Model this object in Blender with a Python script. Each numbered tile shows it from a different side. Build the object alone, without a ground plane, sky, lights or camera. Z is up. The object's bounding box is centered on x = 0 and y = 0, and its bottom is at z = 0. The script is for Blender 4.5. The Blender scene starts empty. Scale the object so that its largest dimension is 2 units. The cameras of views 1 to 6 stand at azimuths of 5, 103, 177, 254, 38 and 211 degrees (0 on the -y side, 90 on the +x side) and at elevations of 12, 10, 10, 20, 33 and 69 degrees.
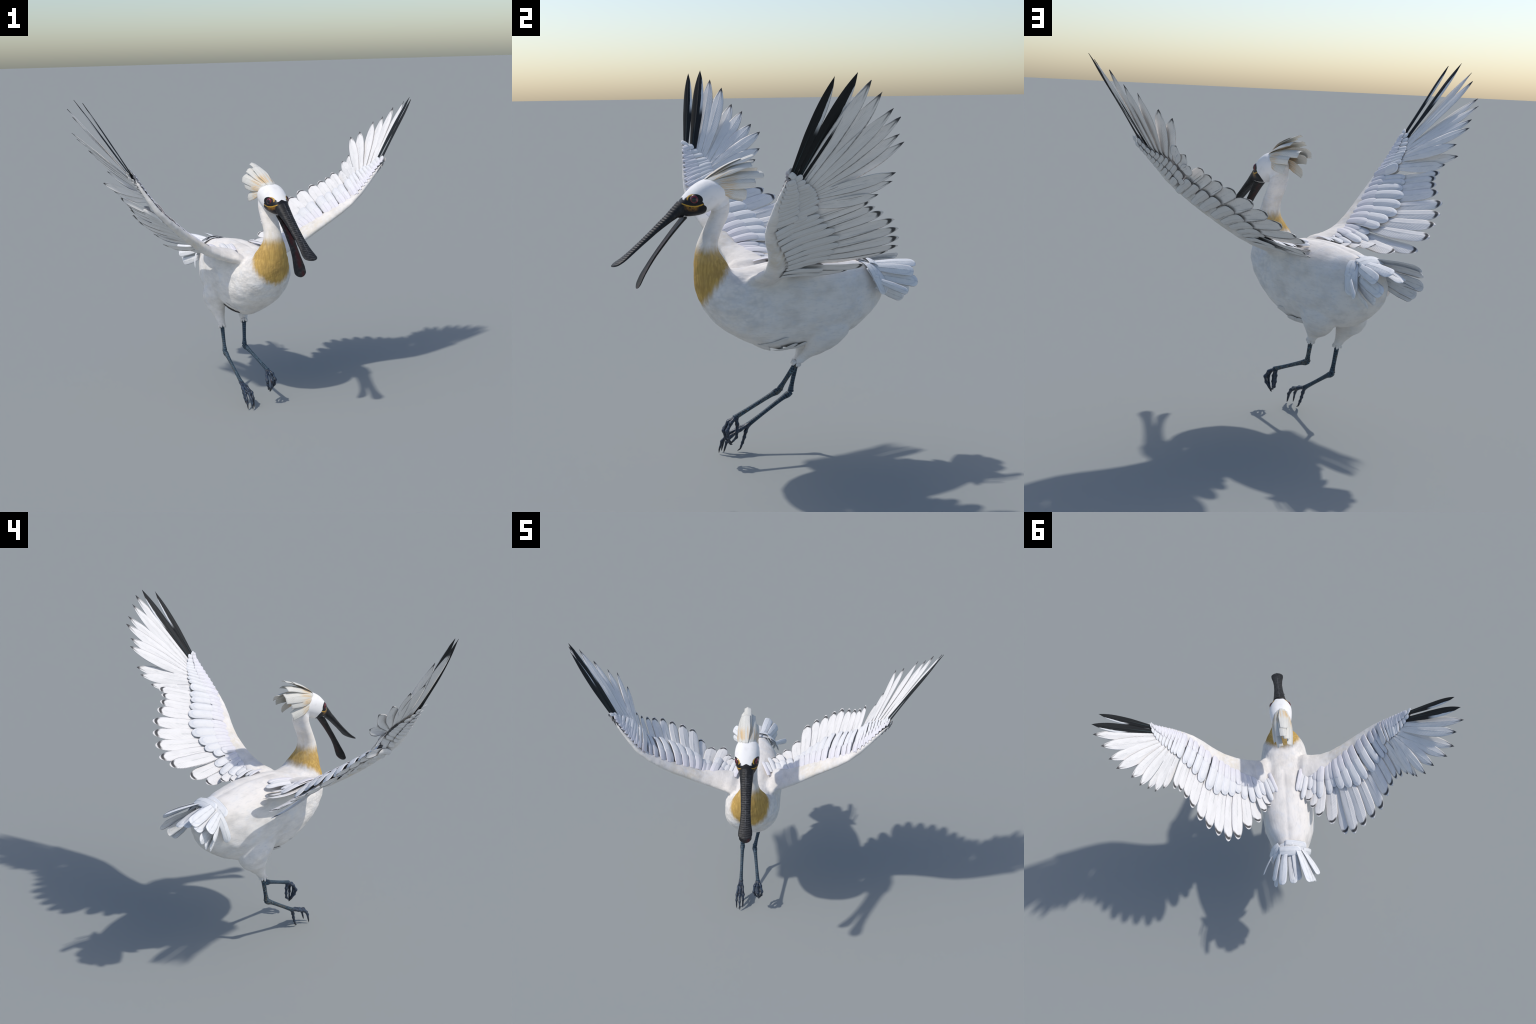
"""White spoonbill with raised wings, built part by part.
Body frame used everywhere below: X = forward (the way the bill points), Y = the bird's left, Z = up.
The root Empty carries the heading, so every part is written in that frame."""
import bpy, bmesh, math, random
import numpy as np
from mathutils import Vector, Matrix, noise

random.seed(7)
rng = np.random.default_rng(7)
V = Vector

HEADING = math.atan2(-0.839, 0.545)
ROOT_AT = (-0.042 * 0.839, -0.042 * 0.545, 0.0)

# ------------------------------------------------------------------ scene helpers
root = bpy.data.objects.new("spoonbill", None)
root.empty_display_size = 0.2
root.location = ROOT_AT
root.rotation_euler = (0, 0, HEADING)
bpy.context.scene.collection.objects.link(root)
root["label"] = "white spoonbill landing with raised wings and open black bill"
root["category"] = "wading bird"


def add_object(name, mesh, parent=None, mats=(), matrix=None):
    o = bpy.data.objects.new(name, mesh)
    bpy.context.scene.collection.objects.link(o)
    o.parent = parent if parent is not None else root
    for m in mats:
        if m.name not in [x.name for x in mesh.materials if x]:
            mesh.materials.append(m)
    if matrix is not None:
        o.matrix_local = matrix
    return o


def mesh_from(name, verts, faces, smooth=True):
    me = bpy.data.meshes.new(name)
    me.from_pydata([tuple(v) for v in verts], [], faces)
    me.update()
    bm = bmesh.new(); bm.from_mesh(me)
    bmesh.ops.recalc_face_normals(bm, faces=bm.faces)
    bm.to_mesh(me); bm.free()
    if smooth:
        me.polygons.foreach_set("use_smooth", [True] * len(me.polygons))
    return me


def loft(rings, cap=True):
    """rings: list of equally long closed rings -> verts, faces (closed tube)"""
    n = len(rings[0])
    verts = [p for r in rings for p in r]
    faces = []
    for i in range(len(rings) - 1):
        for j in range(n):
            k = (j + 1) % n
            faces.append((i * n + j, i * n + k, (i + 1) * n + k, (i + 1) * n + j))
    if cap:
        for i in (0, len(rings) - 1):
            c = sum((V(p) for p in rings[i]), V()) / n
            verts.append(c)
            ci = len(verts) - 1
            for j in range(n):
                faces.append((i * n + j, i * n + (j + 1) % n, ci))
    return verts, faces


def catmull(pts, per):
    """smooth resampling of rows of numbers (any width)"""
    P = np.array(pts, float)
    P = np.vstack([2 * P[0] - P[1], P, 2 * P[-1] - P[-2]])
    out = []
    for i in range(1, len(P) - 2):
        for k in range(per):
            t = k / per
            a, b, c, d = P[i - 1:i + 3]
            out.append(0.5 * ((2 * b) + (c - a) * t + (2 * a - 5 * b + 4 * c - d) * t * t + (3 * b - a - 3 * c + d) * t ** 3))
    out.append(P[-2])
    return np.array(out)


# ------------------------------------------------------------------ node helpers
class X:
    """a node socket with arithmetic"""
    def __init__(s, nt, sock):
        s.nt, s.s = nt, sock

    def _m(s, op, *o):
        n = s.nt.nodes.new("ShaderNodeMath"); n.operation = op
        for i, v in enumerate((s,) + o):
            if isinstance(v, X): s.nt.links.new(v.s, n.inputs[i])
            else: n.inputs[i].default_value = v
        return X(s.nt, n.outputs[0])

    def __add__(s, o): return s._m("ADD", o)
    __radd__ = __add__
    def __sub__(s, o): return s._m("SUBTRACT", o)
    def __rsub__(s, o): return (s * -1.0) + o
    def __mul__(s, o): return s._m("MULTIPLY", o)
    __rmul__ = __mul__
    def __truediv__(s, o): return s._m("DIVIDE", o)
    def abs(s): return s._m("ABSOLUTE")
    def sqrt(s): return s._m("SQRT")
    def sin(s): return s._m("SINE")
    def pow(s, e): return s._m("POWER", e)
    def min(s, o): return s._m("MINIMUM", o)
    def max(s, o): return s._m("MAXIMUM", o)
    def inv(s): return s * -1.0 + 1.0

    def step(s, lo, hi):
        n = s.nt.nodes.new("ShaderNodeMapRange"); n.interpolation_type = "SMOOTHSTEP"
        flip = lo > hi
        if flip: lo, hi = hi, lo
        s.nt.links.new(s.s, n.inputs["Value"])
        n.inputs["From Min"].default_value, n.inputs["From Max"].default_value = lo, hi
        n.inputs["To Min"].default_value, n.inputs["To Max"].default_value = (1, 0) if flip else (0, 1)
        return X(s.nt, n.outputs["Result"])


class Mat:
    def __init__(s, name, rough=0.7, spec=0.25):
        s.m = bpy.data.materials.new(name); s.m.use_nodes = True
        s.nt = s.m.node_tree
        s.b = s.nt.nodes["Principled BSDF"]
        s.out = s.nt.nodes["Material Output"]
        s.b.inputs["Roughness"].default_value = rough
        s.b.inputs["Specular IOR Level"].default_value = spec
        tc = s.nt.nodes.new("ShaderNodeTexCoord")
        s.co = tc.outputs["Object"]
        sp = s.nt.nodes.new("ShaderNodeSeparateXYZ"); s.nt.links.new(s.co, sp.inputs[0])
        s.x, s.y, s.z = (X(s.nt, sp.outputs[i]) for i in range(3))

    def scaled(s, sc, off=None):
        n = s.nt.nodes.new("ShaderNodeMapping"); s.nt.links.new(s.co, n.inputs["Vector"])
        n.inputs["Scale"].default_value = sc
        if off is not None:
            oi = s.nt.nodes.new("ShaderNodeObjectInfo")
            c = s.nt.nodes.new("ShaderNodeCombineXYZ")
            for i in range(3): s.nt.links.new((X(s.nt, oi.outputs["Random"]) * off).s, c.inputs[i])
            s.nt.links.new(c.outputs[0], n.inputs["Location"])
        return n.outputs[0]

    def noise(s, sc, scale=1.0, detail=3, rough=0.55, off=None):
        n = s.nt.nodes.new("ShaderNodeTexNoise"); s.nt.links.new(s.scaled(sc, off), n.inputs["Vector"])
        n.inputs["Scale"].default_value, n.inputs["Detail"].default_value, n.inputs["Roughness"].default_value = scale, detail, rough
        return X(s.nt, n.outputs[0])

    def voronoi(s, sc, scale=1.0, feature="DISTANCE_TO_EDGE", rand=1.0):
        n = s.nt.nodes.new("ShaderNodeTexVoronoi"); n.feature = feature
        s.nt.links.new(s.scaled(sc), n.inputs["Vector"])
        n.inputs["Scale"].default_value = scale; n.inputs["Randomness"].default_value = rand
        return X(s.nt, n.outputs["Distance"])

    def random(s):
        return X(s.nt, s.nt.nodes.new("ShaderNodeObjectInfo").outputs["Random"])

    def mix(s, a, b, f):
        n = s.nt.nodes.new("ShaderNodeMix"); n.data_type = "RGBA"
        for i, v in ((6, a), (7, b)):
            if isinstance(v, tuple): n.inputs[i].default_value = (*v, 1)
            else: s.nt.links.new(v, n.inputs[i])
        if isinstance(f, X): s.nt.links.new(f.s, n.inputs[0])
        else: n.inputs[0].default_value = f
        return n.outputs[2]

    def done(s, col, bump=None, strength=0.3, dist=0.002, rough=None, translucent=0.0):
        if isinstance(col, tuple): s.b.inputs["Base Color"].default_value = (*col, 1)
        else: s.nt.links.new(col, s.b.inputs["Base Color"])
        if rough is not None: s.nt.links.new(rough.s, s.b.inputs["Roughness"])
        if bump is not None:
            n = s.nt.nodes.new("ShaderNodeBump")
            n.inputs["Strength"].default_value, n.inputs["Distance"].default_value = strength, dist
            s.nt.links.new(bump.s, n.inputs["Height"]); s.nt.links.new(n.outputs[0], s.b.inputs["Normal"])
        if translucent:
            t = s.nt.nodes.new("ShaderNodeBsdfTranslucent")
            if isinstance(col, tuple): t.inputs[0].default_value = (*col, 1)
            else: s.nt.links.new(col, t.inputs[0])
            mx = s.nt.nodes.new("ShaderNodeMixShader"); mx.inputs[0].default_value = translucent
            s.nt.links.new(s.b.outputs[0], mx.inputs[1]); s.nt.links.new(t.outputs[0], mx.inputs[2])
            s.nt.links.new(mx.outputs[0], s.out.inputs[0])
        return s.m


# ------------------------------------------------------------------ materials
WHITE = (0.845, 0.80, 0.75)  # white toned down and warmed to match sunlit flank and grey shaded side
COOL = (0.74, 0.75, 0.79)


def plumage_material():
    m = Mat("plumage", 0.85, 0.12)
    swirl = m.noise((7, 9, 11), 1, 2)
    big = m.noise((9, 13, 16), 1, 5, 0.6)
    warm = big.step(0.38, 0.78) * 0.62
    c = m.mix(WHITE, (0.58, 0.545, 0.505), warm)
    cool = m.noise((14, 11, 19), 1, 4).step(0.45, 0.80) * 0.45
    c = m.mix(c, (0.68, 0.71, 0.76), cool)
    # hair-like streaks that follow the flank
    hair = m.noise((22, 85, 120), 1, 5, 0.65)
    c = m.mix(c, (0.56, 0.55, 0.55), hair.step(0.50, 0.72) * 0.35)
    scal = m.voronoi((40, 52, 60), 1.0, "F1").step(0.20, 0.75)     # soft overlapping breast feathers
    front = m.x.step(-0.02, 0.12) * m.z.step(1.00, 0.92) * m.z.step(0.66, 0.76)
    c = m.mix(c, (0.57, 0.565, 0.56), scal * front * 0.42 * m.noise((20, 20, 20), 1, 3).step(0.3, 0.6))
    # yellow breast band: soft top edge, lower edge that falls towards the front
    wob = m.noise((70, 70, 10), 1, 4) * 0.07 - 0.035
    low = (m.x - 0.36) * -1.32 + 0.785 + wob + (m.y + 0.005).abs() * 0.45
    y = m.z - low
    band = y.step(-0.048, 0.030) * (m.z + wob * 0.7).step(1.098, 1.045) * m.x.step(0.17, 0.235)
    streak = m.noise((100, 100, 11), 1, 4).step(0.35, 0.7)
    gold = m.mix((0.43, 0.255, 0.042), (0.60, 0.375, 0.080), streak)
    gold = m.mix(gold, (0.34, 0.195, 0.035), m.noise((22, 22, 14), 1, 3).step(0.45, 0.75) * 0.5)
    c = m.mix(c, gold, band * 0.93)
    up = (m.z + wob).step(1.24, 1.06) * m.z.step(1.0, 1.06)         # pale buff fade up the neck
    c = m.mix(c, (0.66, 0.56, 0.38), up * 0.38 * m.noise((40, 40, 10), 1, 3).step(0.3, 0.7))
    fine = hair + scal * front * -0.6 + swirl * 0.5
    return m.done(c, fine, 0.3, 0.004)


def head_material():
    m = Mat("head_plumage", 0.75, 0.2)
    c = m.mix((0.86, 0.84, 0.82), (0.70, 0.67, 0.65), m.noise((30, 30, 30), 1, 4).step(0.5, 0.75) * 0.4)
    side = m.y.abs().step(0.026, 0.036)
    d_eye = (((m.x - 0.3795) / 0.031).pow(2.0) + ((m.z - 1.3105) / 0.0255).pow(2.0)).sqrt()
    d_jaw = (((m.x - 0.387) / 0.060).abs().pow(2.6) + ((m.z - 1.262) / 0.0295).abs().pow(2.6)).pow(1 / 2.6)
    lid = (m.z - (m.x - 0.400) * -0.55 - 1.330).step(0.001, -0.001) * m.x.step(0.396, 0.402) * m.z.step(1.25, 1.26)
    base = (m.x - 0.4305 + (m.y.abs() - 0.02).abs() * 0.25).step(-0.001, 0.001) * m.z.step(1.345, 1.335)
    d_mid = (((m.x - 0.374) / 0.0315).pow(2.0) + ((m.z - 1.286) / 0.022).pow(2.0)).sqrt()
    black = ((d_eye.min(d_mid).step(1.03, 0.98)).max(lid) * side).max(d_jaw.step(1.02, 0.985)).max(base)
    c = m.mix(c, (0.013, 0.013, 0.015), black)
    # yellow crescent below the eye, yellow lid in front of and above it, rusty skin under the crescent
    u = (m.x - 0.388) / 0.05
    off = m.z - (u * u * 0.0135 + 1.2800)
    blot = m.noise((120, 120, 120), 1, 4)
    lower = (off + blot * 0.004 - 0.002).abs().step(0.0042, 0.0015) * m.x.step(0.343, 0.349) * m.x.step(0.442, 0.434) * side
    ring = ((((m.x - 0.381) / 0.0335).pow(2.0) + ((m.z - 1.3105) / 0.0245).pow(2.0)).sqrt() - 1.0).abs().step(0.12, 0.03)
    upper = ring * m.x.step(0.380, 0.392) * m.z.step(1.306, 1.314) * side
    blot = m.noise((120, 120, 120), 1, 4)
    orange = off.step(-0.030, -0.004) * off.step(0.002, -0.001) * m.x.step(0.362, 0.378) * m.x.step(0.436, 0.420) * blot.step(0.32, 0.55) * side
    c = m.mix(c, (0.27, 0.13, 0.022), orange * 0.9)
    c = m.mix(c, (0.55, 0.31, 0.04), lower.max(upper))
    ro = black * -0.3 + 0.75
    return m.done(c, m.noise((130, 130, 130), 1, 4), 0.25, 0.003, rough=ro)


def bill_material(inner=False):
    m = Mat("bill_horn_inner" if inner else "bill_horn", 0.5, 0.25)
    c = m.mix((0.013, 0.013, 0.014), (0.032, 0.032, 0.034), m.noise((60, 60, 60), 1, 5).step(0.45, 0.75))
    if inner:
        c = m.mix(c, (0.035, 0.009, 0.010), m.noise((24, 24, 24), 1, 3).step(0.35, 0.6) * m.y.abs().step(0.020, 0.006))
    else:
        along = (m.x - 0.425) * 0.80 + (1.268 - m.z) * 0.60
        rib = ((along / 0.0135 + m.y * m.y * 500.0) * math.pi).sin().abs()
        c = m.mix(c, (0.075, 0.075, 0.078), rib.step(0.70, 0.95) * along.step(0.03, 0.08) * m.y.abs().step(0.040, 0.010) * m.noise((70, 70, 70), 1, 3).step(0.25, 0.7) * 0.8)  # paler grey painted on the ridges for their highlights
        keel = m.y.abs().step(0.0045, 0.001)
        c = m.mix(c, (0.11, 0.11, 0.115), keel * m.noise((50, 50, 50), 1, 3).step(0.35, 0.65) * along.step(0.40, 0.30) * 0.8)
    return m.done(c, m.noise((160, 160, 160), 1, 4), 0.3, 0.002)


def leg_material(name, outer):
    """limb space: z runs down the limb, -x is the front. outer: +1 when the bird's left is the outer side"""
    m = Mat(name, 0.5, 0.35)
    c = m.mix((0.012, 0.021, 0.036), (0.036, 0.060, 0.090), m.noise((50, 50, 40), 1, 4).step(0.4, 0.7))
    rear = (m.x * 0.8 + m.y * (0.9 * outer)).step(-0.001, 0.006)
    mott = m.noise((75, 75, 38), 1, 4)
    cell = m.voronoi((95, 95, 80), 1.0)
    c = m.mix(c, (0.085, 0.066, 0.042), mott.step(0.45, 0.56) * rear * 0.85)
    c = m.mix(c, (0.10, 0.105, 0.11), mott.step(0.62, 0.70) * rear * 0.6)
    wob = m.noise((40, 40, 30), 1, 2) * 2.5
    rings = (m.z * (2 * math.pi / 0.0135) + wob).sin().step(0.93, 0.995)
    crack = cell.step(0.07, 0.015)
    c = m.mix(c, (0.13, 0.25, 0.32), (rings * rear.inv()).max(crack * (rear * 0.6 + 0.25)) * 0.85)
    return m.done(c, rings.max(crack) * -1.0, 0.5, 0.002)


def toe_material():
    m = Mat("toe_scales", 0.38, 0.5)
    c = m.mix((0.011, 0.015, 0.025), (0.022, 0.036, 0.066), m.noise((55, 55, 55), 1, 4).step(0.4, 0.65))
    crack = m.voronoi((85, 85, 85), 1.0).step(0.07, 0.015)
    c = m.mix(c, (0.08, 0.13, 0.20), crack * 0.55)
    c = m.mix(c, (0.22, 0.10, 0.075), m.noise((50, 50, 50), 1, 3, off=9.0).step(0.64, 0.72) * 0.6)
    return m.done(c, crack * -1.0, 0.5, 0.002)


def vane(m, base, barb_dark, angle=55.0):
    """feather web: fine slanted barbs that run away from the quill, plus the quill line"""
    ax = m.x.abs()
    slant = m.y * angle - ax * angle * 0.55 + m.noise((2.2, 5, 1), 1, 3, off=20.0) * 4.0
    barb = (slant * 2.0).sin() * 0.5 + 0.5
    tint = m.noise((2.5, 6, 1), 1, 4, off=30.0)
    c = m.mix(base, barb_dark, barb * tint.step(0.35, 0.75) * 0.55)
    return c, barb, ax, tint


def flight_material(name, pattern, base=(0.885, 0.86, 0.835)):  # base lightened and warmed towards the sunlit upper wing
    """pattern: 'chevron' (rounded remiges), 'point' (pointed primaries), 'black', 'covert', 'small', 'tail', 'plume'"""
    m = Mat(name, 0.62, 0.25)
    if pattern == "black":
        c, barb, ax, tint = vane(m, (0.012, 0.013, 0.014), (0.022, 0.024, 0.026))
        # trailing vane turns white along its edge beyond the middle, with a torn border
        edge = m.noise((3, 26, 1), 1, 2, off=10.0) * 0.12
        w = (m.x * LEADSIGN[name] * -1.0 + edge * 0.6 - 0.37 - (m.y - 0.62).abs() * 0.35 * -1.0).step(0.0, 0.03) * m.y.step(0.45, 0.60)
        c = m.mix(c, (0.74, 0.74, 0.74), w)
        c = m.mix(c, (0.05, 0.10, 0.11), ax.step(0.03, 0.01) * m.y.step(0.6, 0.1) * 0.6)
        return m.done(c, barb, 0.2, 0.001)
    if pattern == "plume":
        c, barb, ax, tint = vane(m, (0.78, 0.76, 0.70), (0.62, 0.60, 0.53), 40.0)
        fil = m.noise((26, 1.0, 1), 1, 3, off=40.0)
        c = m.mix(c, (0.55, 0.53, 0.47), fil.step(0.52, 0.66) * 0.45)
        c = m.mix(c, (0.74, 0.44, 0.12), fil.step(0.44, 0.60) * m.y.step(0.05, 0.18) * m.y.step(0.62, 0.34) * 0.72)
        return m.done(c, fil, 0.4, 0.003, translucent=0.12)
    dark = {"covert": (0.70, 0.70, 0.73), "small": (0.70, 0.67, 0.75), "tail": (0.66, 0.67, 0.70)}.get(pattern, (0.68, 0.66, 0.65))
    c, barb, ax, tint = vane(m, base, dark)
    if pattern in ("chevron", "point"):
        c = m.mix(c, (0.42, 0.44, 0.44), ax.step(0.05, 0.0) * tint.step(0.35, 0.65) * m.y.step(0.98, 0.6) * 0.5)
        ty = m.y.inv()
        lead = m.x * LEADSIGN[name]
        if pattern == "chevron":
            # dark V inside the pale tip border, its arm longer on the leading side
            r = ((m.x / 0.47).pow(2.0) + ((m.y - 0.83) / 0.155).pow(2.0)).sqrt()
            band = (r - 0.80).abs().step(0.20, 0.07) * (m.y + lead * 0.07).step(0.885, 0.94)
            c = m.mix(c, (0.035, 0.035, 0.038), band * 0.95)
        else:
            t = (ax * 0.16 + 0.012)
            tip = (ty - 0.055).step(0.030, -0.020)
            arm = ((ty - ax * 0.62 - 0.02).abs().step(0.035, 0.010)) * ty.step(0.20, 0.06)
            c = m.mix(c, (0.045, 0.045, 0.05), tip.max(arm * 0.7) * 0.95)
        c = m.mix(c, (0.86, 0.84, 0.82), ax.step(0.44, 0.5) * 0.5)
    if pattern == "plain":
        c = m.mix(c, (0.60, 0.59, 0.58), ax.step(0.36, 0.5) * 0.3)
        c = m.mix(c, (0.60, 0.59, 0.60), ax.step(0.07, 0.01) * 0.35)
    if pattern == "small":
        c = m.mix(c, (0.78, 0.74, 0.83), m.y.step(0.75, 0.15) * 0.35)
        c = m.mix(c, (0.5, 0.47, 0.55), ax.step(0.05, 0.01) * 0.35)
    if pattern in ("covert", "tail"):
        r = ((m.x / 0.50).pow(2.0) + ((m.y - 0.72).max(0.0) / 0.28).pow(2.0)).sqrt()
        c = m.mix(c, (0.66, 0.69, 0.75), (r - 0.72).abs().step(0.12, 0.02) * 0.45)
        c = m.mix(c, (0.90, 0.90, 0.91), r.step(0.84, 0.95) * 0.8)
        if pattern == "tail":
            c = m.mix(c, (0.42, 0.43, 0.45), ax.step(0.42, 0.5) * 0.6)
            c = m.mix(c, (0.50, 0.51, 0.52), ax.step(0.07, 0.0) * tint.step(0.3, 0.6) * 0.6)
    return m.done(c, barb, 0.25, 0.0015, translucent=0.10)


LEADSIGN = {}


# ------------------------------------------------------------------ feather meshes (unit length along +Y, dorsal = +Z)
def outline(kind, y):
    """half width of the vane, 1 = full, at y in 0..1"""
    if kind == "primary":
        up = min(1.0, 0.52 + 1.1 * y) if y < 0.55 else 1.0
        dn = 1.0 if y < 0.56 else max(0.0, 1 - ((y - 0.56) / 0.44) ** 2.5)
        return up * dn
    if kind == "secondary":
        up = min(1.0, 0.45 + 1.1 * y)
        dn = 1.0 if y < 0.80 else math.sqrt(max(0.0, 1 - ((y - 0.80) / 0.20) ** 2)) * 0.72 + 0.28 * (1 - (y - 0.80) / 0.20)
        return up * dn
    if kind == "covert":
        up = min(1.0, 0.78 + 0.6 * y)
        dn = 1.0 if y < 0.76 else math.sqrt(max(0.0, 1 - ((y - 0.76) / 0.24) ** 2.2))
        return up * dn
    if kind == "tail":
        up = min(1.0, 0.55 + 0.8 * y)
        dn = 1.0 if y < 0.84 else math.sqrt(max(0.0, 1 - ((y - 0.84) / 0.16) ** 2.4))
        return up * dn
    if kind == "plume":
        return (0.55 + 0.45 * min(1.0, y * 2.0)) * (1 - 0.22 * max(0.0, (y - 0.45) / 0.55))
    return 1.0


def feather_mesh(name, kind, bend=0.0, arch=0.10, thick=0.006, lead=1, ny=22, seed=0, droop=0.0):
    """a thin solid vane with quill ridge. arch = cross camber, bend = lengthwise camber (share of length)"""
    r = random.Random(seed + 11)
    xs = [-1, -0.85, -0.55, -0.25, -0.06, 0, 0.06, 0.25, 0.55, 0.85, 1]
    shift = -0.10 * lead if kind == "secondary" else 0.0
    top, bot = [], []
    notch = [r.uniform(0.0, 0.025) for _ in xs]
    for i in range(ny + 1):
        t = i / ny
        t = 1 - (1 - t) ** 1.35 if kind != "plume" else t
        hw = 0.5 * max(outline(kind, t), 0.012)
        for j, a in enumerate(xs):
            y = t
            if kind == "plume":
                y = t * (1 - notch[j] * (t > 0.9) - 0.02 * abs(a) ** 2)
            x = a * hw - shift * (1 - abs(a)) * hw * 2
            if kind == "primary": x = (a - 0.14 * lead) * hw          # narrow leading vane
            z = bend * 4 * t * (1 - t) - droop * t * t
            z += arch * (1 - a * a) * hw * 0.5
            ridge = 0.004 * max(0.0, 1 - abs(a) / 0.06) * (1 - 0.8 * t)
            th = thick * (1 - 0.55 * abs(a)) * (1 - 0.5 * t)
            wav = 0.0035 * math.sin(7 * t + 5 * a + seed) * abs(a)
            top.append((x, y, z + wav + ridge + th * 0.5))
            bot.append((x, y, z + wav - ridge * 0.6 - th * 0.5))
    n = len(xs)
    off = len(top)
    verts = top + bot
    faces = []
    for i in range(ny):
        for j in range(n - 1):
            a, b, c, d = i * n + j, i * n + j + 1, (i + 1) * n + j + 1, (i + 1) * n + j
            faces += [(a, b, c, d), (off + d, off + c, off + b, off + a)]
    rim = [j for j in range(n)] + [i * n + n - 1 for i in range(1, ny + 1)] + [ny * n + j for j in range(n - 2, -1, -1)] + [i * n for i in range(ny - 1, 0, -1)]
    for a, b in zip(rim, rim[1:] + rim[:1]):
        faces.append((b, a, off + a, off + b))
    return mesh_from(name, verts, faces)


_cache = {}


def get_feather(kind, bend, side, mat, arch=0.10, thick=0.006, droop=0.0, variant=0):
    q = round(bend / 0.02) * 0.02
    key = (kind, q, side, mat.name, arch, thick, droop, variant)
    if key not in _cache:
        me = feather_mesh(f"{kind}_vane", kind, q, arch, thick, side, seed=variant, droop=droop)
        me.materials.append(mat)
        _cache[key] = me
    return _cache[key]


def frame(base, tip, normal, width, roll=0.0, zscale=None):
    y = tip - base
    L = y.length
    y = y.normalized()
    z = (normal - y * normal.dot(y)).normalized()
    x = y.cross(z).normalized()
    if roll:
        R = Matrix.Rotation(roll, 3, y)
        x, z = R @ x, R @ z
    zs = L if zscale is None else zscale
    M = Matrix((x * width, y * L, z * zs)).transposed().to_4x4()
    M.translation = base
    return M


def put_feather(name, me, M, parent):
    o = bpy.data.objects.new(name, me)
    bpy.context.scene.collection.objects.link(o)
    o.parent = parent
    o.matrix_local = M
    return o


# ------------------------------------------------------------------ body surface: torso, neck, head, thighs and wing arms as one skin
# each row: top (x, z), bottom (x, z), half width, sideways shift
TRUNK = [
    ((-0.590, 0.915), (-0.622, 0.815), 0.040), ((-0.540, 0.942), (-0.590, 0.740), 0.071), ((-0.465, 0.960), (-0.512, 0.668), 0.109),
    ((-0.365, 0.976), (-0.400, 0.598), 0.154), ((-0.25, 0.988), (-0.275, 0.575), 0.177), ((-0.12, 0.990), (-0.12, 0.562), 0.180),
    ((0.0, 0.981), (0.02, 0.560), 0.180), ((0.07, 0.969), (0.13, 0.602), 0.174), ((0.125, 0.961), (0.22, 0.655), 0.168),
    ((0.172, 0.962), (0.290, 0.720), 0.157), ((0.205, 0.970), (0.338, 0.790), 0.143), ((0.225, 1.002), (0.366, 0.870), 0.115),
    ((0.243, 1.030), (0.376, 0.950), 0.088), ((0.259, 1.063), (0.375, 1.020), 0.066), ((0.262, 1.103), (0.364, 1.080), 0.055),
    ((0.246, 1.150), (0.342, 1.135), 0.0515), ((0.220, 1.200), (0.314, 1.188), 0.0515), ((0.203, 1.250), (0.287, 1.238), 0.052),
    ((0.204, 1.300), (0.280, 1.285), 0.052), ((0.222, 1.345), (0.290, 1.325), 0.050)]
HEAD = [
    ((0.205, 1.335), (0.220, 1.275), 0.040), ((0.228, 1.368), (0.243, 1.275), 0.058), ((0.262, 1.391), (0.270, 1.266), 0.069), ((0.305, 1.399), (0.303, 1.247), 0.074),
    ((0.345, 1.386), (0.343, 1.234), 0.0745), ((0.385, 1.358), (0.383, 1.229), 0.067), ((0.415, 1.331), (0.415, 1.226), 0.053),
    ((0.437, 1.306), (0.437, 1.226), 0.042), ((0.458, 1.280), (0.452, 1.222), 0.037)]


def section_ring(top, bot, w, n=40, square=0.0, low=0.0):
    """ring in the plane of top-bottom and Y; low > 0 puts the widest point below the middle"""
    t, b = V((top[0], 0, top[1])), V((bot[0], 0, bot[1]))
    mid, up = (t + b) / 2, (t - b) / 2
    ring = []
    for k in range(n):
        a = 2 * math.pi * k / n
        c, s = math.cos(a), math.sin(a)
        e = 1 - square
        if c > 0: e = 1 - square * 1.8
        c2, s2 = math.copysign(abs(c) ** e, c), math.copysign(abs(s) ** e, s)
        ring.append(mid + up * (c2 - low * (1 - c2 * c2)) + V((0, w * s2, 0)))
    return ring


def trunk_rows(rows, per=5):
    flat = [(*t, *b, w) for t, b, w in rows]
    return [((r[0], r[1]), (r[2], r[3]), r[4]) for r in catmull(flat, per)]


def lean(z, x=0.0):
    """the bird banks a little: the lower body swings to its right"""
    return -0.005 * min(1.0, max(0.0, (x + 0.2) / 0.15)) * min(1.0, max(0.0, (1.0 - z) / 0.1)) - 0.003 * min(1.0, max(0.0, (1.02 - z) / 0.1)) - 0.007 * min(1.0, max(0.0, (0.93 - z) / 0.15)) - 0.007 * min(1.0, max(0.0, (-0.05 - x) / 0.35)) * min(1.0, max(0.0, (1.0 - z) / 0.12))


body_parts = []
body_parts.append(loft([[V((p.x, p.y + lean(p.z, p.x), p.z)) for p in section_ring(t, b, w, square=0.075, low=0.03 if t[0] < 0.2 and t[1] < 1.0 else 0.0)] for t, b, w in trunk_rows(TRUNK)]))
body_parts.append(loft([section_ring(t, b, w, square=0.10) for t, b, w in trunk_rows(HEAD)]))

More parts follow.
